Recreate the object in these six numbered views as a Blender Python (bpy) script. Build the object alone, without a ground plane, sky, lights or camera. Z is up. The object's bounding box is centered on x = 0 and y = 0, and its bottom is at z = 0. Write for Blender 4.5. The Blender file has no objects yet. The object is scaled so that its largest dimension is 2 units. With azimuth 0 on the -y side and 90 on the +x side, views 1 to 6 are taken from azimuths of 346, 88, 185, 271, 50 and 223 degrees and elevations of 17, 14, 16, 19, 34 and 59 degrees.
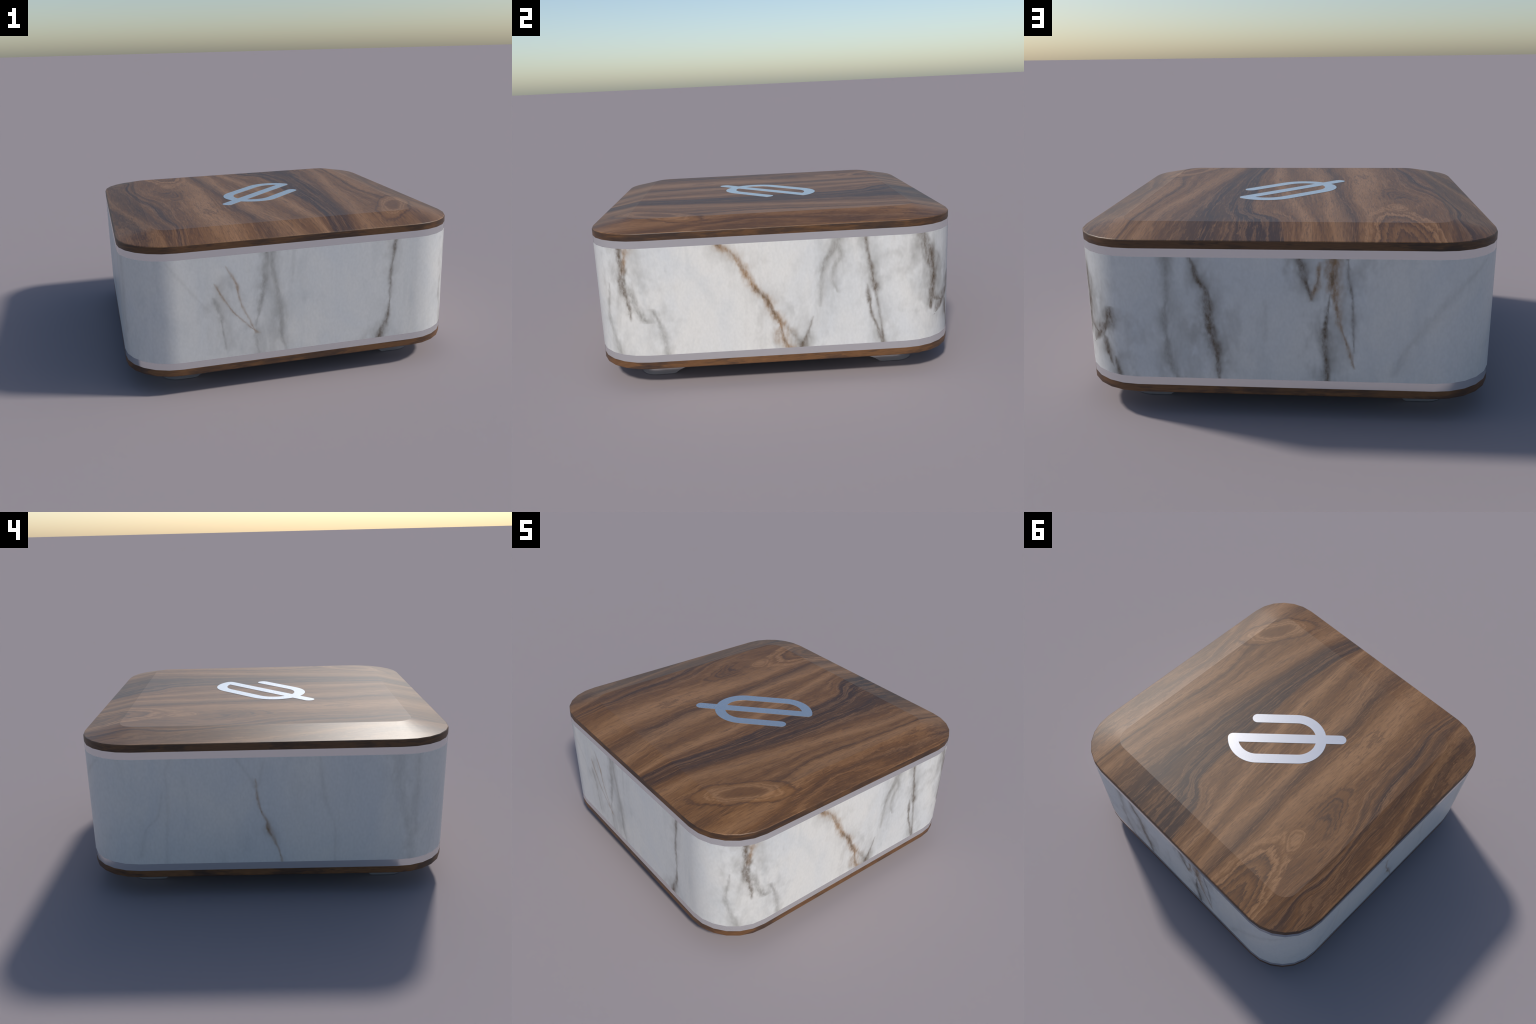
"""A low square box: walnut lid with a bevelled top and a silver emblem, white
veined marble walls between two polished trim bands, walnut base, metal feet."""
import bpy
import bmesh
from math import sin, cos, pi, radians, sqrt, asin, hypot
from mathutils import Vector

# ------------------------------------------------------------------ sizes (m)
HALF = 1.0            # half width of the lid
WALL = 1.0            # half width of bands, marble and base
CORNER = 0.30         # corner radius seen from above
SEGMENTS = 6          # straight facets per quarter corner
BEVEL = 0.005
Z_FOOT_TOP = 0.08
Z_BASE = 0.12
Z_BAND_LOW = 0.16
Z_MARBLE = 0.20
Z_BAND_HIGH = 0.80
Z_LID = 0.84
Z_LID_SHOULDER = 0.88
Z_LID_TOP = 0.92
PLATEAU = 0.80        # half width of the flat top
FOOT_IN = 0.60


# ============================================================ node graph tools
class Graph:
    """Small helper that writes shader node trees as expressions."""

    def __init__(self, name):
        self.mat = bpy.data.materials.new(name)
        self.mat.use_nodes = True
        self.tree = self.mat.node_tree
        self.tree.nodes.clear()
        self.out = self.new('ShaderNodeOutputMaterial')
        self.bsdf = self.new('ShaderNodeBsdfPrincipled')
        self.link(self.bsdf.outputs[0], self.out.inputs[0])

    def new(self, kind):
        return self.tree.nodes.new(kind)

    def link(self, a, b):
        self.tree.links.new(a, b)

    def put(self, socket, value):
        if value is None:
            return
        if isinstance(value, bpy.types.NodeSocket):
            self.link(value, socket)
        else:
            if isinstance(value, tuple) and len(value) == 3 and socket.type == 'RGBA':
                value = value + (1.0,)
            socket.default_value = value

    def math(self, op, a, b=None, c=None, clamp=False):
        n = self.new('ShaderNodeMath')
        n.operation = op
        n.use_clamp = clamp
        self.put(n.inputs[0], a)
        self.put(n.inputs[1], b)
        self.put(n.inputs[2], c)
        return n.outputs[0]

    def add(self, a, b): return self.math('ADD', a, b)
    def sub(self, a, b): return self.math('SUBTRACT', a, b)
    def mul(self, a, b): return self.math('MULTIPLY', a, b)
    def div(self, a, b): return self.math('DIVIDE', a, b)
    def madd(self, a, b, c): return self.math('MULTIPLY_ADD', a, b, c)
    def high(self, a, b): return self.math('MAXIMUM', a, b)

    def span(self, v, a, b, c, d, clamp=True, smooth=False):
        n = self.new('ShaderNodeMapRange')
        n.clamp = clamp
        if smooth:
            n.interpolation_type = 'SMOOTHSTEP'
        for s, x in zip(n.inputs[:5], (v, a, b, c, d)):
            self.put(s, x)
        return n.outputs[0]

    def dot(self, v, axis):
        n = self.new('ShaderNodeVectorMath')
        n.operation = 'DOT_PRODUCT'
        self.put(n.inputs[0], v)
        n.inputs[1].default_value = axis
        return n.outputs['Value']

    def vec(self, x, y, z):
        n = self.new('ShaderNodeCombineXYZ')
        for s, v in zip(n.inputs, (x, y, z)):
            self.put(s, v)
        return n.outputs[0]

    def parts(self, v):
        n = self.new('ShaderNodeSeparateXYZ')
        self.put(n.inputs[0], v)
        return n.outputs

    def place(self):
        return self.new('ShaderNodeTexCoord').outputs['Object']

    def scaled(self, v, scale, shift=(0, 0, 0)):
        n = self.new('ShaderNodeMapping')
        self.put(n.inputs['Vector'], v)
        n.inputs['Scale'].default_value = scale
        n.inputs['Location'].default_value = shift
        return n.outputs[0]

    def noise(self, v, scale=1.0, detail=2.0, rough=0.5, distort=0.0, colour=False):
        n = self.new('ShaderNodeTexNoise')
        self.put(n.inputs['Vector'], v)
        n.inputs['Scale'].default_value = scale
        n.inputs['Detail'].default_value = detail
        n.inputs['Roughness'].default_value = rough
        n.inputs['Distortion'].default_value = distort
        return n.outputs['Color' if colour else 'Fac']

    def ramp(self, v, stops):
        n = self.new('ShaderNodeValToRGB')
        self.put(n.inputs[0], v)
        e = n.color_ramp.elements
        while len(e) > 1:
            e.remove(e[-1])
        for i, (p, c) in enumerate(stops):
            el = e[0] if i == 0 else e.new(p)
            el.position = p
            el.color = (c, c, c, 1) if isinstance(c, (int, float)) else tuple(c) + (1,)
        return n.outputs[0]

    def mix(self, f, a, b, mode='MIX'):
        n = self.new('ShaderNodeMix')
        n.data_type = 'RGBA'
        n.blend_type = mode
        self.put(n.inputs[0], f)
        self.put(n.inputs[6], a)
        self.put(n.inputs[7], b)
        return n.outputs[2]

    def curves(self, v, *channels, handle='AUTO_CLAMPED'):
        """Up to three plotted functions of v (all in 0..1) -> three sockets."""
        n = self.new('ShaderNodeRGBCurve')
        for i, pts in enumerate(channels):
            c = n.mapping.curves[i]
            pts = sorted(pts)
            while len(c.points) < len(pts):
                c.points.new(0.5, 0.5)
            for q, (px, py) in zip(c.points, pts):
                q.location = (px, py)
                q.handle_type = handle
        n.mapping.update()
        self.put(n.inputs['Color'], self.vec(v, v, v))
        s = self.new('ShaderNodeSeparateColor')
        self.link(n.outputs[0], s.inputs[0])
        return s.outputs

    def bump(self, height, strength, distance):
        n = self.new('ShaderNodeBump')
        n.inputs['Strength'].default_value = strength
        n.inputs['Distance'].default_value = distance
        self.put(n.inputs['Height'], height)
        self.link(n.outputs[0], self.bsdf.inputs['Normal'])

    def finish(self, colour, rough=0.5, metal=0.0, **extra):
        self.put(self.bsdf.inputs['Base Color'], colour)
        self.put(self.bsdf.inputs['Roughness'], rough)
        self.put(self.bsdf.inputs['Metallic'], metal)
        for k, v in extra.items():
            self.put(self.bsdf.inputs[k.replace('_', ' ')], v)
        return self.mat


# ================================================================== materials
W_DARK = (0.047, 0.026, 0.018)
W_DEEP = (0.083, 0.041, 0.020)
W_MID = (0.140, 0.065, 0.025)
W_WARM = (0.184, 0.089, 0.035)
W_LIGHT = (0.265, 0.138, 0.063)


def walnut_top():
    """Figured walnut: grain lines are plotted as x over y, the tone is read off
    across them, and bumps in that field make the closed islands and arches."""
    g = Graph('walnut_figured')
    p = g.place()
    x, y, z = g.parts(p)
    yn = g.span(y, -1.1, 1.1, 0, 1)

    def line(*pts):
        return [((a + 1.1) / 2.2, (b + 1.2) / 2.4) for a, b in pts]

    lines = [
        line((-1, -1.12), (1, -1.14)),
        line((-1, -.75), (-.66, -.81), (-.37, -.87), (-.08, -.95), (.2, -.99), (1, -1.05)),
        line((-1, -.62), (-.4, -.60), (-.1, -.61), (.1, -.69), (.4, -.76), (.65, -.76), (1, -.73)),
        line((-1, -.36), (-.5, -.38), (.17, -.37), (.5, -.39), (1, -.41)),
        line((-1, -.17), (-.63, -.19), (-.38, -.25), (.2, -.25), (.55, -.31), (1, -.33)),
        line((-1, -.01), (-.76, -.07), (-.4, -.14), (.1, -.20), (.6, -.21), (1, -.26)),
        line((-1, .16), (-.55, .14), (-.17, .11), (.12, .03), (.43, -.04), (.77, -.11), (1, -.12)),
        line((-1, .19), (-.38, .24), (-.08, .22), (.2, .20), (.6, .16), (.72, .05), (1, -.01)),
        line((-1, .33), (-.53, .41), (0, .48), (.6, .51), (1, .54)),
        line((-1, .39), (-.66, .44), (-.36, .50), (.05, .56), (.42, .62), (1, .68)),
        line((-1, .94), (-.64, .90), (-.33, .82), (-.06, .755), (.3, .76), (1, .79)),
        line((-1, 1.12), (1, 1.12)),
    ]
    level = [0.0, .07, .25, .30, .37, .43, .53, .60, .76, .81, .93, 1.0]
    tracks = []
    for i in range(0, 12, 3):
        tracks += list(g.curves(yn, *lines[i:i + 3]))[:3]
    xn = g.span(x, -1.2, 1.2, 0, 1)
    # let the lines wander a little
    wander = g.noise(g.scaled(p, (3.0, 1.1, 0)), 1, 2, .5)
    xw = g.madd(g.sub(wander, .5), .022, xn)
    phi = 0.0
    for i in range(11):
        phi = g.add(g.span(xw, tracks[i], tracks[i + 1], 0, level[i + 1] - level[i]), phi)

    loose = g.mix(.028, p, g.noise(g.scaled(p, (9, 5, 0), (2, 2, 0)), 1, 2, .5, colour=True), 'LINEAR_LIGHT')

    def oval(cx, cy, sx, sy, turn):
        """1 in the middle of a tilted ellipse, falling off as a bell."""
        m = g.new('ShaderNodeMapping')
        m.vector_type = 'TEXTURE'
        g.link(loose, m.inputs['Vector'])
        m.inputs['Location'].default_value = (cx, cy, 0)
        m.inputs['Rotation'].default_value = (0, 0, radians(turn))
        m.inputs['Scale'].default_value = (sx, sy, 1e6)
        n = g.new('ShaderNodeVectorMath')
        n.operation = 'DOT_PRODUCT'
        g.link(m.outputs[0], n.inputs[0])
        g.link(m.outputs[0], n.inputs[1])
        return g.math('EXPONENT', g.mul(n.outputs['Value'], -1))

    def island(phi, cx, cy, sx, sy, turn, amount):
        return g.madd(oval(cx, cy, sx, sy, turn), amount, phi)

    phi = island(phi, -.46, -.40, .080, .500, 0, .024)     # pale squiggled field
    phi = island(phi, -.68, -.75, .060, .160, 0, -.035)
    phi = island(phi, -.88, .25, .050, .260, 4, -.050)
    phi = island(phi, -.86, .70, .060, .120, -8, -.040)
    phi = island(phi, .95, -.20, .060, .350, 4, .030)
    clean = phi
    n1 = g.noise(g.scaled(p, (8, 2.2, 0)), 1, 3, .55, .6)
    n2 = g.noise(g.scaled(p, (24, 7, 0), (3, 1, 0)), 1, 3, .6, 1.0)
    n3 = g.noise(g.scaled(p, (85, 24, 0), (1, 4, 0)), 1, 3, .65, .6)
    phi = g.madd(g.sub(n1, .5), .026, phi)
    phi = g.madd(g.sub(n2, .5), .017, phi)
    phi = g.madd(g.sub(n3, .5), .010, phi)
    tone = g.ramp(phi, [
        (.00, W_WARM), (.02, W_MID), (.055, W_DEEP), (.07, W_WARM), (.085, W_MID),
        (.12, W_DEEP), (.15, W_MID), (.175, W_DARK), (.20, W_MID), (.215, W_DEEP), (.230, W_MID),
        (.265, W_MID), (.285, W_WARM), (.305, W_LIGHT), (.325, W_WARM), (.345, W_MID),
        (.37, W_DEEP), (.43, W_LIGHT), (.455, W_WARM), (.485, W_MID), (.51, W_WARM),
        (.53, W_LIGHT), (.555, W_MID), (.597, W_MID), (.605, W_DARK), (.655, W_DARK), (.685, W_DEEP), (.71, W_DARK), (.74, W_DEEP),
        (.775, W_MID), (.81, W_LIGHT), (.83, W_WARM)])
    tone2 = g.ramp(phi, [
        (.83, W_WARM), (.855, W_MID), (.88, W_WARM), (.895, W_DEEP), (.905, W_WARM), (.925, W_LIGHT), (.945, W_MID),
        (.96, W_DEEP), (.975, W_MID), (1.0, W_DEEP)])
    tone = g.mix(g.span(phi, .829, .831, 0, 1), tone, tone2)
    # hair lines that run with the grain and ring the islands
    hair = g.noise(g.vec(g.mul(phi, 170), g.mul(y, 2.0), 0), 1, 4, .65)
    ring = g.noise(g.vec(g.mul(phi, 60), g.mul(y, .8), 8), 1, 2, .55)
    streak = g.noise(g.vec(g.madd(clean, 70, g.mul(x, 28)), g.mul(y, 1.6), 4), 1, 4, .65)
    fibre = g.noise(g.scaled(p, (200, 14, 0)), 1, 2, .6)
    thin = g.noise(g.vec(g.madd(clean, 90, g.mul(x, 75)), g.mul(y, 5.5), 2), 1, 5, .7, .8)
    calm = g.high(oval(.74, -.72, .24, .36, -25), g.mul(oval(-.57, .70, .18, .60, 4), .6))
    busy = g.sub(1.0, g.mul(calm, .85))

    def lay(tone, mask, lo, hi, amount, colour):
        return g.mix(g.mul(g.span(mask, lo, hi, 0, amount), busy), tone, colour)

    tone = g.mix(g.mul(calm, .55), tone, W_MID)
    tone = lay(tone, ring, .54, .64, .24, W_DEEP)
    tone = lay(tone, ring, .46, .40, .34, W_LIGHT)
    tone = lay(tone, hair, .56, .63, .42, W_DARK)
    tone = lay(tone, hair, .43, .36, .42, W_LIGHT)
    tone = lay(tone, streak, .54, .70, .36, W_DARK)
    tone = lay(tone, streak, .43, .34, .38, W_WARM)
    tone = g.mix(g.span(thin, .55, .63, 0, .42), tone, W_DARK)
    tone = g.mix(g.span(thin, .44, .36, 0, .42), tone, W_LIGHT)

    # drawn figure: nested arches, a flame, a pale eye and one long oval
    def figure(tone, cx, cy, sx, sy, turn, start, opacity, *stops, fade=None):
        e = oval(cx, cy, sx, sy, turn)
        e = g.madd(g.sub(n2, .5), .24, e)
        e = g.madd(g.sub(n3, .5), .15, e)
        show = g.span(e, start, start + .08, 0, opacity)
        if fade:
            show = g.mul(show, g.span(y, fade[0], fade[1], 1, 0))
        return g.mix(show, tone, g.ramp(e, stops))

    tone = figure(tone, -.57, 1.12, .150, .540, 6, .20, 1.0,
                  (.20, W_MID), (.27, W_LIGHT), (.33, W_WARM), (.38, W_MID), (.42, W_LIGHT), (.47, W_WARM), (.50, W_DEEP),
                  (.56, W_MID), (.63, W_WARM), (.66, W_DEEP), (.73, W_MID), (.80, W_WARM), (.84, W_DEEP), (.93, W_MID))
    tone = figure(tone, -.62, .36, .095, .400, 11, .26, .85,
                  (.25, W_MID), (.33, W_WARM), (.39, W_DEEP), (.44, W_MID), (.53, W_MID), (.57, W_DARK), (.62, W_MID),
                  (.70, W_DEEP), (.76, W_MID), (.83, W_DARK), (.90, W_MID), fade=(.20, .40))
    tone = figure(tone, -.56, .47, .070, .110, 16, .40, .80,
                  (.40, W_MID), (.50, W_WARM), (.56, W_MID), (.64, W_LIGHT), (.78, W_WARM), (.90, W_LIGHT))
    tone = figure(tone, .71, -.65, .095, .290, -28, .26, .95,
                  (.24, W_MID), (.30, W_DARK), (.36, W_MID), (.42, W_WARM), (.50, W_WARM), (.56, W_LIGHT), (.62, W_WARM),
                  (.72, W_LIGHT), (.78, W_WARM), (.90, W_MID))
    tone = g.mix(g.span(fibre, .58, .68, 0, .35), tone, W_DARK)
    tone = g.mix(1.0, tone, g.ramp(fibre, [(.30, 1.14), (.60, .95)]), 'MULTIPLY')
    g.bump(g.add(fibre, hair), .05, .004)
    return g.finish(tone, 0.45, Specular_IOR_Level=0.42)


def walnut_edge(name, shade):
    """Sides of lid and base: short horizontal figure; the lid is of darker stock."""
    g = Graph(name)
    p = g.place()
    warp = g.noise(g.scaled(p, (2.5, 2.5, 9)), 1, 3, .55, .7)
    body = g.noise(g.scaled(p, (6, 6, 46)), 1, 4, .6, 1.0)
    v = g.madd(warp, .75, g.mul(body, .45))
    tone = g.ramp(v, [(.30, W_WARM), (.47, W_MID), (.56, W_MID), (.62, W_DEEP), (.74, W_DARK)])
    fibre = g.noise(g.scaled(p, (22, 22, 190)), 1, 3, .6)
    tone = g.mix(1.0, tone, g.ramp(fibre, [(.30, .78 * shade), (.70, 1.2 * shade)]), 'MULTIPLY')
    return g.finish(tone, 0.45, Specular_IOR_Level=0.42)


DARK, BROWN, GREY, FAINT, SMOKE = 'dark', 'brown', 'grey', 'faint', 'smoke'
VEINS = []


def vein(kind, facing, *points):
    """facing: azimuth of the wall it runs on; points: (height, offset, half width)."""
    VEINS.append((kind, facing, points))


vein(BROWN, 0, (0.80, -0.294, 0.017), (0.75, -0.233, 0.019), (0.69, -0.190, 0.018), (0.64, -0.163, 0.013), (0.55, -0.111, 0.017), (0.49, -0.058, 0.016), (0.41, -0.018, 0.015), (0.35, 0.015, 0.017), (0.29, 0.025, 0.020), (0.23, 0.041, 0.020), (0.20, 0.062, 0.015))
vein(GREY, 0, (0.36, 0.015, 0.007), (0.30, 0.066, 0.006), (0.26, 0.099, 0.007), (0.20, 0.146, 0.008))
vein(DARK, 0, (0.35, 0.186, 0.004), (0.28, 0.162, 0.006), (0.23, 0.138, 0.013), (0.20, 0.128, 0.012))
vein(GREY, 0, (0.80, 0.336, 0.011), (0.73, 0.305, 0.010), (0.68, 0.269, 0.009), (0.61, 0.250, 0.008), (0.55, 0.244, 0.006), (0.45, 0.236, 0.004))
vein(GREY, 0, (0.79, 0.323, 0.007), (0.74, 0.348, 0.007), (0.71, 0.352, 0.006), (0.64, 0.316, 0.006), (0.58, 0.303, 0.005), (0.52, 0.326, 0.004))
vein(DARK, 0, (0.80, 0.486, 0.008), (0.72, 0.498, 0.006), (0.64, 0.511, 0.008), (0.54, 0.532, 0.009), (0.47, 0.540, 0.005), (0.38, 0.557, 0.004), (0.28, 0.566, 0.006), (0.20, 0.581, 0.007))
vein(DARK, 0, (0.52, 0.495, 0.004), (0.45, 0.500, 0.009), (0.37, 0.517, 0.007), (0.29, 0.544, 0.006), (0.20, 0.572, 0.006))
vein(DARK, 45, (0.80, -0.131, 0.013), (0.72, -0.106, 0.019), (0.66, -0.083, 0.024), (0.57, -0.057, 0.019), (0.50, -0.068, 0.016), (0.39, -0.076, 0.010))
vein(DARK, -45, (0.80, 0.102, 0.012), (0.73, 0.109, 0.012), (0.67, 0.120, 0.014), (0.61, 0.111, 0.015), (0.54, 0.125, 0.011), (0.49, 0.133, 0.009), (0.42, 0.139, 0.005))
vein(BROWN, -45, (0.80, 0.143, 0.010), (0.74, 0.132, 0.009), (0.68, 0.121, 0.008))
vein(GREY, -45, (0.61, 0.132, 0.007), (0.55, 0.155, 0.008), (0.46, 0.170, 0.011), (0.41, 0.201, 0.012))
vein(GREY, 0, (0.44, -0.658, 0.008), (0.38, -0.629, 0.007), (0.29, -0.611, 0.007), (0.20, -0.603, 0.007))
vein(GREY, -45, (0.58, 0.018, 0.005), (0.42, 0.001, 0.007), (0.32, 0.021, 0.007), (0.20, 0.062, 0.008))
vein(DARK, -90, (0.80, 0.568, 0.008), (0.72, 0.560, 0.006), (0.62, 0.548, 0.006), (0.50, 0.542, 0.005), (0.40, 0.538, 0.006), (0.32, 0.528, 0.008), (0.26, 0.504, 0.013), (0.20, 0.479, 0.016))
vein(BROWN, -90, (0.72, -0.427, 0.003), (0.63, -0.380, 0.006), (0.57, -0.368, 0.004), (0.48, -0.344, 0.004), (0.42, -0.313, 0.004), (0.35, -0.284, 0.005))
vein(BROWN, -90, (0.62, -0.487, 0.004), (0.55, -0.452, 0.004), (0.46, -0.391, 0.004), (0.39, -0.328, 0.004), (0.35, -0.287, 0.005))
vein(GREY, -90, (0.80, -0.204, 0.011), (0.72, -0.209, 0.007), (0.59, -0.224, 0.009), (0.47, -0.251, 0.006), (0.38, -0.272, 0.005), (0.26, -0.270, 0.006), (0.20, -0.257, 0.004))
vein(GREY, -90, (0.80, -0.176, 0.008), (0.73, -0.178, 0.006), (0.62, -0.154, 0.005), (0.54, -0.136, 0.006), (0.41, -0.124, 0.007), (0.34, -0.125, 0.006), (0.20, -0.100, 0.005))
vein(FAINT, -90, (0.51, -0.134, 0.008), (0.39, -0.172, 0.007), (0.31, -0.197, 0.005))
vein(GREY, -90, (0.54, -0.505, 0.006), (0.45, -0.472, 0.007), (0.39, -0.467, 0.005), (0.27, -0.453, 0.003))
vein(FAINT, -90, (0.77, -0.750, 0.004), (0.66, -0.671, 0.004), (0.58, -0.612, 0.004), (0.50, -0.549, 0.004))
vein(FAINT, -90, (0.80, -0.046, 0.006), (0.71, -0.050, 0.005), (0.62, -0.054, 0.004))
vein(GREY, 90, (0.80, -0.534, 0.007), (0.70, -0.535, 0.006), (0.61, -0.534, 0.006), (0.50, -0.556, 0.008), (0.41, -0.549, 0.007), (0.32, -0.541, 0.008), (0.26, -0.526, 0.009), (0.20, -0.501, 0.009))
vein(DARK, 90, (0.79, -0.418, 0.007), (0.69, -0.384, 0.011), (0.64, -0.349, 0.010), (0.53, -0.343, 0.017), (0.45, -0.334, 0.019), (0.37, -0.319, 0.018), (0.32, -0.308, 0.013), (0.25, -0.304, 0.007), (0.20, -0.302, 0.006))
vein(FAINT, 90, (0.46, -0.419, 0.005), (0.35, -0.431, 0.006), (0.29, -0.443, 0.005), (0.21, -0.437, 0.005))
vein(DARK, 90, (0.80, 0.075, 0.012), (0.75, 0.094, 0.012), (0.69, 0.107, 0.010), (0.62, 0.132, 0.006))
vein(BROWN, 90, (0.76, 0.167, 0.007), (0.68, 0.159, 0.009), (0.62, 0.137, 0.006))
vein(BROWN, 90, (0.80, 0.233, 0.023), (0.71, 0.229, 0.019), (0.64, 0.234, 0.015), (0.58, 0.244, 0.011), (0.49, 0.261, 0.007), (0.39, 0.297, 0.006), (0.29, 0.326, 0.005))
vein(DARK, 90, (0.80, 0.292, 0.006), (0.71, 0.304, 0.006), (0.61, 0.318, 0.005), (0.49, 0.325, 0.004), (0.37, 0.328, 0.004))
vein(DARK, 90, (0.61, 0.213, 0.006), (0.46, 0.198, 0.010), (0.37, 0.197, 0.011), (0.30, 0.203, 0.009), (0.20, 0.209, 0.011))
vein(DARK, 45, (0.68, -0.071, 0.007), (0.58, -0.053, 0.009), (0.46, -0.060, 0.010), (0.40, 0.002, 0.017), (0.39, 0.054, 0.013), (0.32, 0.079, 0.013), (0.26, 0.098, 0.006))
vein(DARK, 45, (0.52, 0.107, 0.010), (0.45, 0.089, 0.017), (0.40, 0.053, 0.015))
vein(DARK, 45, (0.27, 0.124, 0.007), (0.22, 0.133, 0.009))
vein(FAINT, 135, (0.76, -0.009, 0.008), (0.67, -0.120, 0.008), (0.53, -0.219, 0.008), (0.34, -0.314, 0.008), (0.25, -0.338, 0.008))
vein(FAINT, 90, (0.58, -0.081, 0.006), (0.41, -0.083, 0.006))
vein(BROWN, 180, (0.66, -0.059, 0.004), (0.55, -0.047, 0.006), (0.49, -0.026, 0.005), (0.44, -0.000, 0.005), (0.39, 0.007, 0.008), (0.34, 0.033, 0.005), (0.27, 0.059, 0.004), (0.20, 0.078, 0.005))
vein(FAINT, 180, (0.79, -0.152, 0.005), (0.68, -0.083, 0.005), (0.63, -0.060, 0.005))
vein(FAINT, 180, (0.76, -0.021, 0.004), (0.67, -0.038, 0.005))
vein(FAINT, 180, (0.80, -0.501, 0.004), (0.71, -0.525, 0.004), (0.59, -0.523, 0.004), (0.48, -0.532, 0.004), (0.21, -0.548, 0.004))
vein(FAINT, 180, (0.79, 0.277, 0.005), (0.60, 0.302, 0.006), (0.48, 0.334, 0.005), (0.37, 0.362, 0.004), (0.20, 0.365, 0.004))
vein(FAINT, -135, (0.79, -0.230, 0.018), (0.64, -0.215, 0.013), (0.50, -0.190, 0.011), (0.38, -0.162, 0.010), (0.20, -0.158, 0.010))
vein(FAINT, -135, (0.78, -0.132, 0.008), (0.61, -0.132, 0.007), (0.52, -0.144, 0.009), (0.36, -0.136, 0.008))
vein(FAINT, 180, (0.60, -0.553, 0.004), (0.48, -0.581, 0.004), (0.41, -0.640, 0.004), (0.26, -0.689, 0.005))
vein(DARK, 45, (0.46, 0.085, 0.014), (0.41, 0.045, 0.030), (0.38, 0.010, 0.026), (0.35, -0.020, 0.010))
vein(SMOKE, 90, (0.80, -0.40, 0.030), (0.60, -0.36, 0.050), (0.40, -0.31, 0.050), (0.22, -0.30, 0.030))
vein(SMOKE, 90, (0.78, -0.52, 0.020), (0.50, -0.53, 0.040), (0.30, -0.50, 0.050), (0.20, -0.47, 0.050))
vein(SMOKE, 90, (0.80, 0.24, 0.060), (0.62, 0.25, 0.040), (0.42, 0.23, 0.035), (0.20, 0.21, 0.030))
vein(SMOKE, 90, (0.80, 0.11, 0.040), (0.66, 0.13, 0.030))
vein(SMOKE, 0, (0.80, 0.34, 0.040), (0.60, 0.27, 0.050), (0.40, 0.20, 0.050), (0.20, 0.12, 0.050))
vein(SMOKE, 0, (0.80, 0.50, 0.030), (0.52, 0.53, 0.030), (0.20, 0.57, 0.030))
vein(SMOKE, -90, (0.80, -0.19, 0.030), (0.60, -0.18, 0.050), (0.40, -0.20, 0.060), (0.20, -0.24, 0.050))
vein(SMOKE, -90, (0.62, -0.47, 0.030), (0.46, -0.46, 0.040), (0.30, -0.44, 0.030))
vein(SMOKE, -45, (0.80, 0.11, 0.050), (0.60, 0.12, 0.040), (0.40, 0.16, 0.050), (0.20, 0.13, 0.060))
vein(SMOKE, 45, (0.80, -0.12, 0.050), (0.58, -0.06, 0.050), (0.40, 0.02, 0.060), (0.25, 0.09, 0.040))


STRENGTH = {DARK: .95, BROWN: .95, GREY: .72, FAINT: .22, SMOKE: .34}


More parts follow.
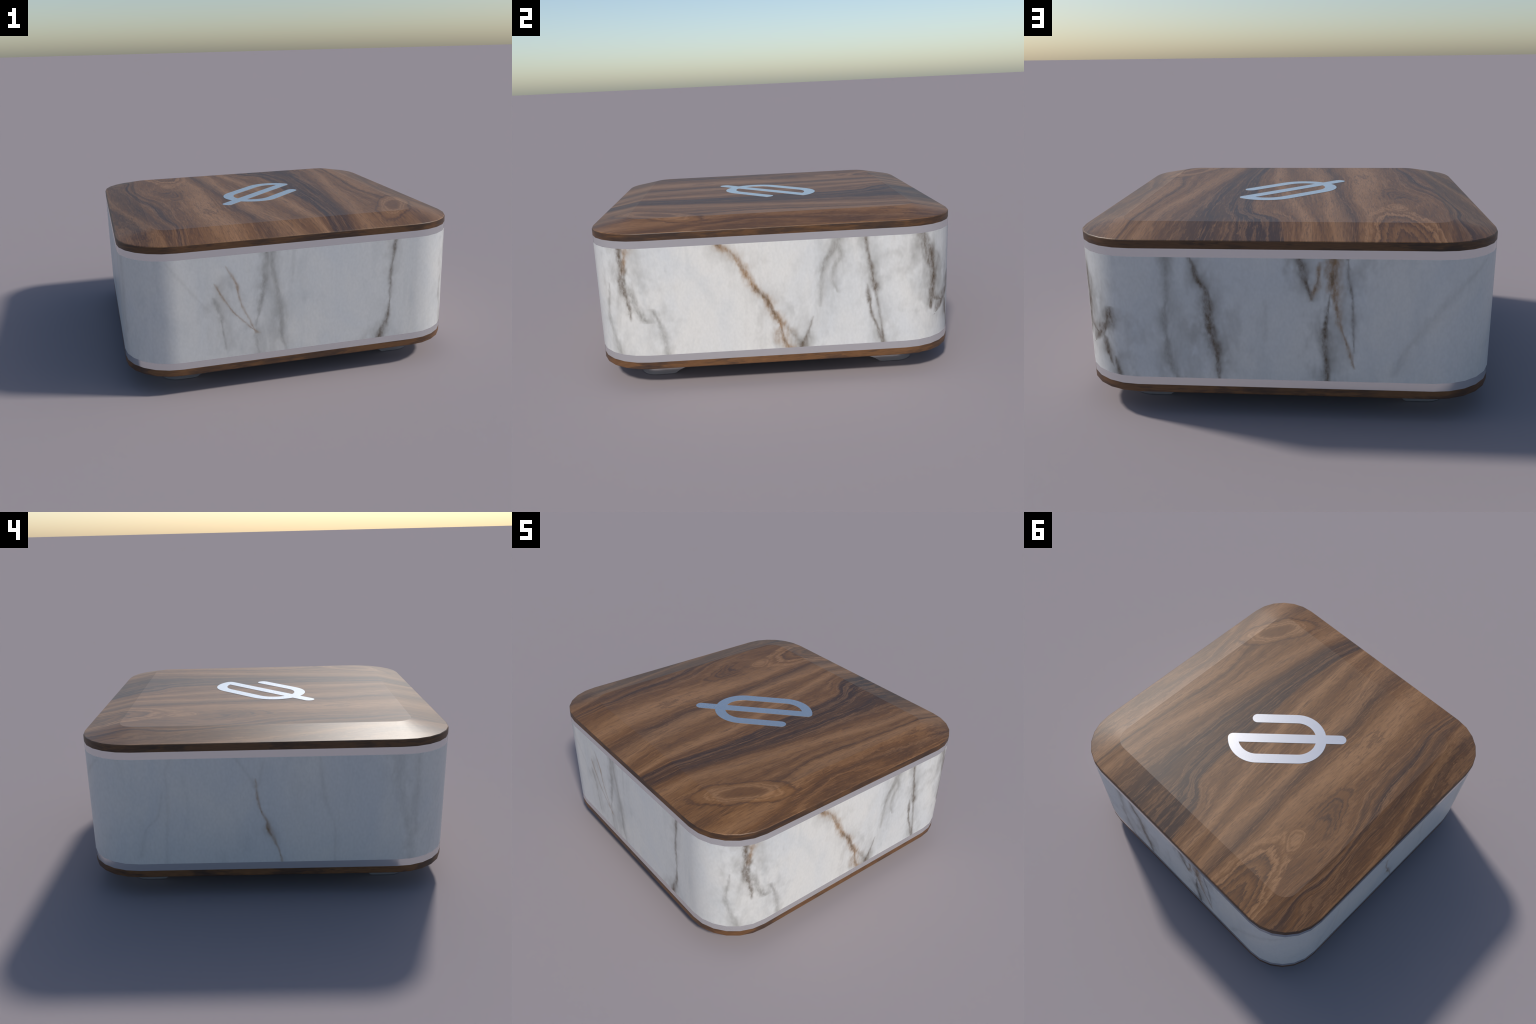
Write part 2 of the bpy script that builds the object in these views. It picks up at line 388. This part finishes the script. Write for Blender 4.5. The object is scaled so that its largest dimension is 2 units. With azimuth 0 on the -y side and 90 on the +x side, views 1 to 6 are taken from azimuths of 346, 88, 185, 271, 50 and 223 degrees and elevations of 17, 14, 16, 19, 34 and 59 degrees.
def marble():
    g = Graph('veined_marble')
    p = g.place()
    x, y, z = g.parts(p)
    zn = g.span(z, Z_MARBLE, Z_BAND_HIGH, 0, 1)
    coarse = g.noise(g.scaled(p, (9, 9, 6)), 1, 3, .6)
    fine = g.noise(g.scaled(p, (60, 60, 34)), 1, 2, .6)
    shake = g.add(g.mul(g.sub(coarse, .5), .024), g.mul(g.sub(fine, .5), .007))
    swell = g.span(g.noise(g.scaled(p, (16, 16, 11), (3, 5, 7)), 1, 2, .6), .32, .68, .42, 1.65)
    along, front = {}, {}
    for a in range(-180, 181, 45):
        c, s = cos(radians(a)), sin(radians(a))
        along[a] = g.add(g.dot(p, (-s, c, 0)), shake)
        front[a] = g.span(g.dot(p, (c, s, 0)), .78, .86, 0, 1)
    total = {DARK: 0.0, BROWN: 0.0, GREY: 0.0, FAINT: 0.0, SMOKE: 0.0, 'halo': 0.0}
    smoke = g.noise(g.scaled(p, (8, 8, 3.5), (9, 3, 1)), 1, 3, .6, .5)
    for kind, a, pts in VEINS:
        k = STRENGTH[kind]
        run = sorted(((h - Z_MARBLE) / (Z_BAND_HIGH - Z_MARBLE), (t + 1.5) / 3, w * 10) for h, t, w in pts)
        centre = [(h, t) for h, t, w in run]
        width = [(h, w) for h, t, w in run]
        power, fade = [], .16 if kind == SMOKE else .05
        if run[0][0] > .02:
            power.append((run[0][0] - fade, 0))
        power += [(h, min(1, k * (.30 + .80 * min(1, w / .10)))) for h, t, w in run]
        if run[-1][0] < .98:
            power.append((run[-1][0] + fade, 0))
        c, w, s = g.curves(zn, centre, width, power)[:3]
        off = g.math('ABSOLUTE', g.sub(along[a], g.madd(c, 3, -1.5)))
        q = g.div(off, g.mul(g.mul(w, .14), swell))
        q = g.mul(q, q)
        core = g.mul(g.math('EXPONENT', g.mul(q, -.75 if kind in (DARK, BROWN) else -.40)), g.mul(s, front[a]))
        halo = g.mul(g.math('EXPONENT', g.mul(q, -.055)), g.mul(s, front[a]))
        total[kind] = g.high(core, total[kind])
        total['halo'] = g.high(g.mul(halo, {DARK: .62, BROWN: .45, GREY: .45, FAINT: .30, SMOKE: .10}[kind]), total['halo'])
        if kind == BROWN:
            q2 = g.mul(core, g.mul(core, core))
            total[DARK] = g.high(g.mul(q2, g.span(coarse, .42, .60, .1, .9)), total[DARK])
    cloud = g.noise(g.scaled(p, (2.6, 2.6, 1.6), (1, 2, 3)), 1, 4, .6, .6)
    drift = g.noise(g.scaled(p, (6, 6, 2.6), (5, 1, 0)), 1, 3, .6, .8)
    base = g.mix(g.span(cloud, .35, .65, 0, 1), (.580, .588, .590), (.650, .635, .605))
    base = g.mix(g.span(drift, .52, .72, 0, .30), base, (.43, .45, .455))
    speck = g.noise(g.scaled(p, (70, 70, 45)), 1, 3, .65)
    base = g.mix(1.0, base, g.ramp(speck, [(.3, .95), (.7, 1.04)]), 'MULTIPLY')
    broken = g.noise(g.scaled(p, (22, 22, 9), (4, 4, 2)), 1, 3, .65)
    thread = g.mul(g.span(fine, .30, .62, .55, 1), g.span(broken, .34, .56, .55, 1))
    base = g.mix(g.mul(total['halo'], g.span(smoke, .36, .66, .1, 1)), base, (.30, .285, .26))
    base = g.mix(g.mul(total[SMOKE], g.span(smoke, .34, .62, .05, 1)), base, (.27, .268, .255))
    base = g.mix(g.mul(g.high(total[GREY], total[FAINT]), thread), base, (.22, .21, .19))
    base = g.mix(g.mul(total[BROWN], thread), base, (.30, .175, .080))
    base = g.mix(g.mul(total[DARK], thread), base, (.095, .066, .040))
    return g.finish(base, 0.38)


def polished_metal():
    g = Graph('polished_metal')
    p = g.place()
    n = g.noise(p, 40, 2, .5)
    return g.finish((.77, .77, .77), g.span(n, .3, .7, .10, .14), 0.82)


def satin_metal():
    g = Graph('satin_metal')
    p = g.place()
    n = g.noise(p, 260, 2, .6)
    g.bump(n, .10, .002)
    return g.finish((.76, .76, .77), 0.26, 0.90)


# =================================================================== geometry
def rounded_square(half, radius, segments=SEGMENTS, centre=(0, 0)):
    """Counter-clockwise outline with faceted corners."""
    pts = []
    k = half - radius
    for q, (sx, sy) in enumerate(((1, 1), (-1, 1), (-1, -1), (1, -1))):
        for i in range(segments + 1):
            a = pi / 2 * (q + i / segments)
            pts.append((centre[0] + sx * k + radius * cos(a), centre[1] + sy * k + radius * sin(a)))
    return pts


def loft(name, rings, materials, slot=None, sharp_between=()):
    """Closed solid from a stack of outlines [(points, z)], capped at both ends.
    slot(i) gives the material of wall i; rings listed in sharp_between crease."""
    bm = bmesh.new()
    loops = [[bm.verts.new((px, py, pz)) for px, py in pts] for pts, pz in rings]
    n = len(loops[0])
    for i in range(len(loops) - 1):
        for j in range(n):
            k = (j + 1) % n
            f = bm.faces.new((loops[i][j], loops[i][k], loops[i + 1][k], loops[i + 1][j]))
            f.smooth = True
            if slot:
                f.material_index = slot(i)
    low = bm.faces.new(list(reversed(loops[0])))
    top = bm.faces.new(loops[-1])
    if slot:
        low.material_index = slot(-1)
        top.material_index = slot(len(loops))
    bm.edges.ensure_lookup_table()
    for i in sharp_between:
        for j in range(n):
            e = bm.edges.get((loops[i][j], loops[i][(j + 1) % n]))
            if e:
                e.smooth = False
    me = bpy.data.meshes.new(name)
    bm.to_mesh(me)
    bm.free()
    ob = bpy.data.objects.new(name, me)
    for m in materials:
        me.materials.append(m)
    bpy.context.scene.collection.objects.link(ob)
    # keep the broad flats flat and let only the corners turn
    wn = ob.modifiers.new('weight', 'WEIGHTED_NORMAL')
    wn.mode = 'FACE_AREA'
    wn.keep_sharp = True
    smooth = bpy.data.meshes.new_from_object(ob.evaluated_get(bpy.context.evaluated_depsgraph_get()))
    ob.modifiers.clear()
    ob.data = smooth
    smooth.name = name
    bpy.data.meshes.remove(me)
    return ob


def under(child, parent):
    child.parent = parent
    return child


def build():
    wood = walnut_top()
    lid_edge, base_edge = walnut_edge('walnut_dark_edge', .72), walnut_edge('walnut_edge', 1.0)
    stone, chrome, satin = marble(), polished_metal(), satin_metal()
    thing = bpy.data.objects.new('decorative_box', None)
    thing.empty_display_size = 0.3
    bpy.context.scene.collection.objects.link(thing)
    thing['label'] = 'square white marble box with bevelled walnut lid and silver emblem'
    thing['category'] = 'box'

    # ---- lid: straight side, tiny rounded shoulder, gentle slope, flat top
    slope = (Z_LID_TOP - Z_LID_SHOULDER) / (HALF - PLATEAU)
    rings = [(rounded_square(HALF, CORNER), Z_LID),
             (rounded_square(HALF, CORNER), Z_LID_SHOULDER - BEVEL)]
    for i in (1, 2, 3):
        a = pi / 2 * i / 3 * .87
        inset = BEVEL * (1 - cos(a))
        rings.append((rounded_square(HALF - inset, CORNER - inset), Z_LID_SHOULDER - BEVEL + BEVEL * sin(a) + inset * slope))
    rings.append((rounded_square(PLATEAU, CORNER - (HALF - PLATEAU)), Z_LID_TOP))
    lid = loft('lid', rings, [wood, lid_edge], lambda i: 1 if i in (-1, 0, 1) else 0,
               sharp_between=(0, 1, 4, 5))
    under(lid, thing)

    # ---- emblem on the lid
    under(emblem(satin), lid)

    # ---- walls
    wall = rounded_square(WALL, CORNER)

    def drum(name, z0, z1, mat):
        return under(loft(name, [(wall, z0), (wall, z1)], [mat], sharp_between=(0, 1)), thing)

    drum('trim_band', Z_BAND_HIGH, Z_LID, chrome)
    drum('marble_wall', Z_MARBLE, Z_BAND_HIGH, stone)
    drum('trim_band', Z_BAND_LOW, Z_MARBLE, chrome)

    # ---- base: mirrors the lid, sloping in underneath
    rings = [(rounded_square(PLATEAU, CORNER - (HALF - PLATEAU)), Z_FOOT_TOP)]
    for i in (3, 2, 1):
        a = pi / 2 * i / 3 * .87
        inset = BEVEL * (1 - cos(a))
        rings.append((rounded_square(WALL - inset, CORNER - inset), Z_BASE + BEVEL - BEVEL * sin(a) - inset * slope))
    rings += [(wall, Z_BASE + BEVEL), (wall, Z_BAND_LOW)]
    under(loft('base_plate', rings, [base_edge], sharp_between=(0, 1, 4, 5)), thing)

    # ---- feet
    mesh = foot_mesh(chrome)
    for sx, sy in ((1, 1), (-1, 1), (-1, -1), (1, -1)):
        f = bpy.data.objects.new('foot', mesh)
        f.scale = (sx, sy, 1)
        bpy.context.scene.collection.objects.link(f)
        under(f, thing)


def foot_mesh(mat):
    """One corner foot: flat sole, rounded outer corner, and inner sides that
    sweep up in a hollow curve to the underside of the base."""
    rise = [(0.0, 0.0), (.012, .008), (.028, .019), (.043, .027), (.064, .035), (.090, .043), (.13, .052),
            (.17, .061), (.21, .071), (.25, Z_FOOT_TOP + .004)]
    bm = bmesh.new()
    loops = []
    for d, h in rise:
        lo, hi, r = FOOT_IN - d, PLATEAU - .001, .10
        ri = .02 + d * .5
        pts = []
        for i in range(9):
            a = pi / 2 * i / 8
            pts.append((hi - r + r * cos(a), hi - r + r * sin(a)))
        for cx, cy, rr, a0 in ((lo, hi, 0, 1), (lo + ri, lo + ri, ri, 2), (hi, lo, 0, 3)):
            if rr == 0:
                pts.append((cx, cy))
                continue
            for i in range(7):
                a = pi + pi / 2 * i / 6
                pts.append((cx + rr * cos(a), cy + rr * sin(a)))
        loops.append([bm.verts.new((px, py, h)) for px, py in pts])
    n = len(loops[0])
    for a, b in zip(loops, loops[1:]):
        for j in range(n):
            k = (j + 1) % n
            try:
                bm.faces.new((a[j], a[k], b[k], b[j])).smooth = True
            except ValueError:
                pass
    bm.faces.new(list(reversed(loops[0])))
    bm.faces.new(loops[-1])
    bmesh.ops.recalc_face_normals(bm, faces=bm.faces)
    for e in bm.edges:
        if len(e.link_faces) == 2 and e.calc_face_angle(0) > radians(35):
            e.smooth = False
    me = bpy.data.meshes.new('foot')
    bm.to_mesh(me)
    bm.free()
    me.materials.append(mat)
    return me


def emblem(mat):
    """Leaf-like line mark: one long bar with a stem, an open arm above it and a
    closed bowl below it, all of one stroke width, ends rounded."""
    h = .034                       # half stroke
    gap = .159                     # bar to arm / bowl
    big, small = gap + h, gap - h
    right, left = .085, -.185       # centres of the bends
    tip, nib, arm = .377, -.344, -.185

    def arc(cx, cy, r, a0, a1, n=18):
        return [(cx + r * cos(radians(a0 + (a1 - a0) * i / n)), cy + r * sin(radians(a0 + (a1 - a0) * i / n)))
                for i in range(n + 1)]
    ob_, os_ = math_deg(asin(h / big)), math_deg(asin(h / small))
    outline = arc(tip, 0, h, 90, -90)
    outline += arc(right, 0, big, -ob_, -90)
    outline += arc(left, 0, big, -90, -180)
    outline += arc(nib, 0, h, 180, 90, 8)
    outline += arc(right, 0, small, os_, 90)
    outline += arc(arm, gap, h, -90, -270)
    outline += arc(right, 0, big, 90, ob_)
    hole = arc(right, 0, small, -os_, -90) + arc(left, 0, small, -90, -180 + os_)

    cu = bpy.data.curves.new('emblem', 'CURVE')
    cu.dimensions = '2D'
    cu.fill_mode = 'BOTH'
    cu.extrude = .004
    for pts in (outline, hole):
        sp = cu.splines.new('POLY')
        sp.points.add(len(pts) - 1)
        for q, (px, py) in zip(sp.points, pts):
            q.co = (px, py, 0, 1)
        sp.use_cyclic_u = True
    tmp = bpy.data.objects.new('emblem_outline', cu)
    bpy.context.scene.collection.objects.link(tmp)
    dg = bpy.context.evaluated_depsgraph_get()
    me = bpy.data.meshes.new_from_object(tmp.evaluated_get(dg))
    bpy.data.objects.remove(tmp)
    me.name = 'emblem'
    me.materials.clear()
    for f in me.polygons:
        f.use_smooth = False
    me.materials.append(mat)
    t = radians(-136)
    ob = bpy.data.objects.new('emblem', me)
    ob.rotation_euler = (0, 0, t)
    ob.location = (-.0135 * sin(t), .0135 * cos(t), Z_LID_TOP + .0018 - .004)   # let into the wood, barely proud
    bpy.context.scene.collection.objects.link(ob)
    return ob


def math_deg(a):
    return a * 180 / pi


build()
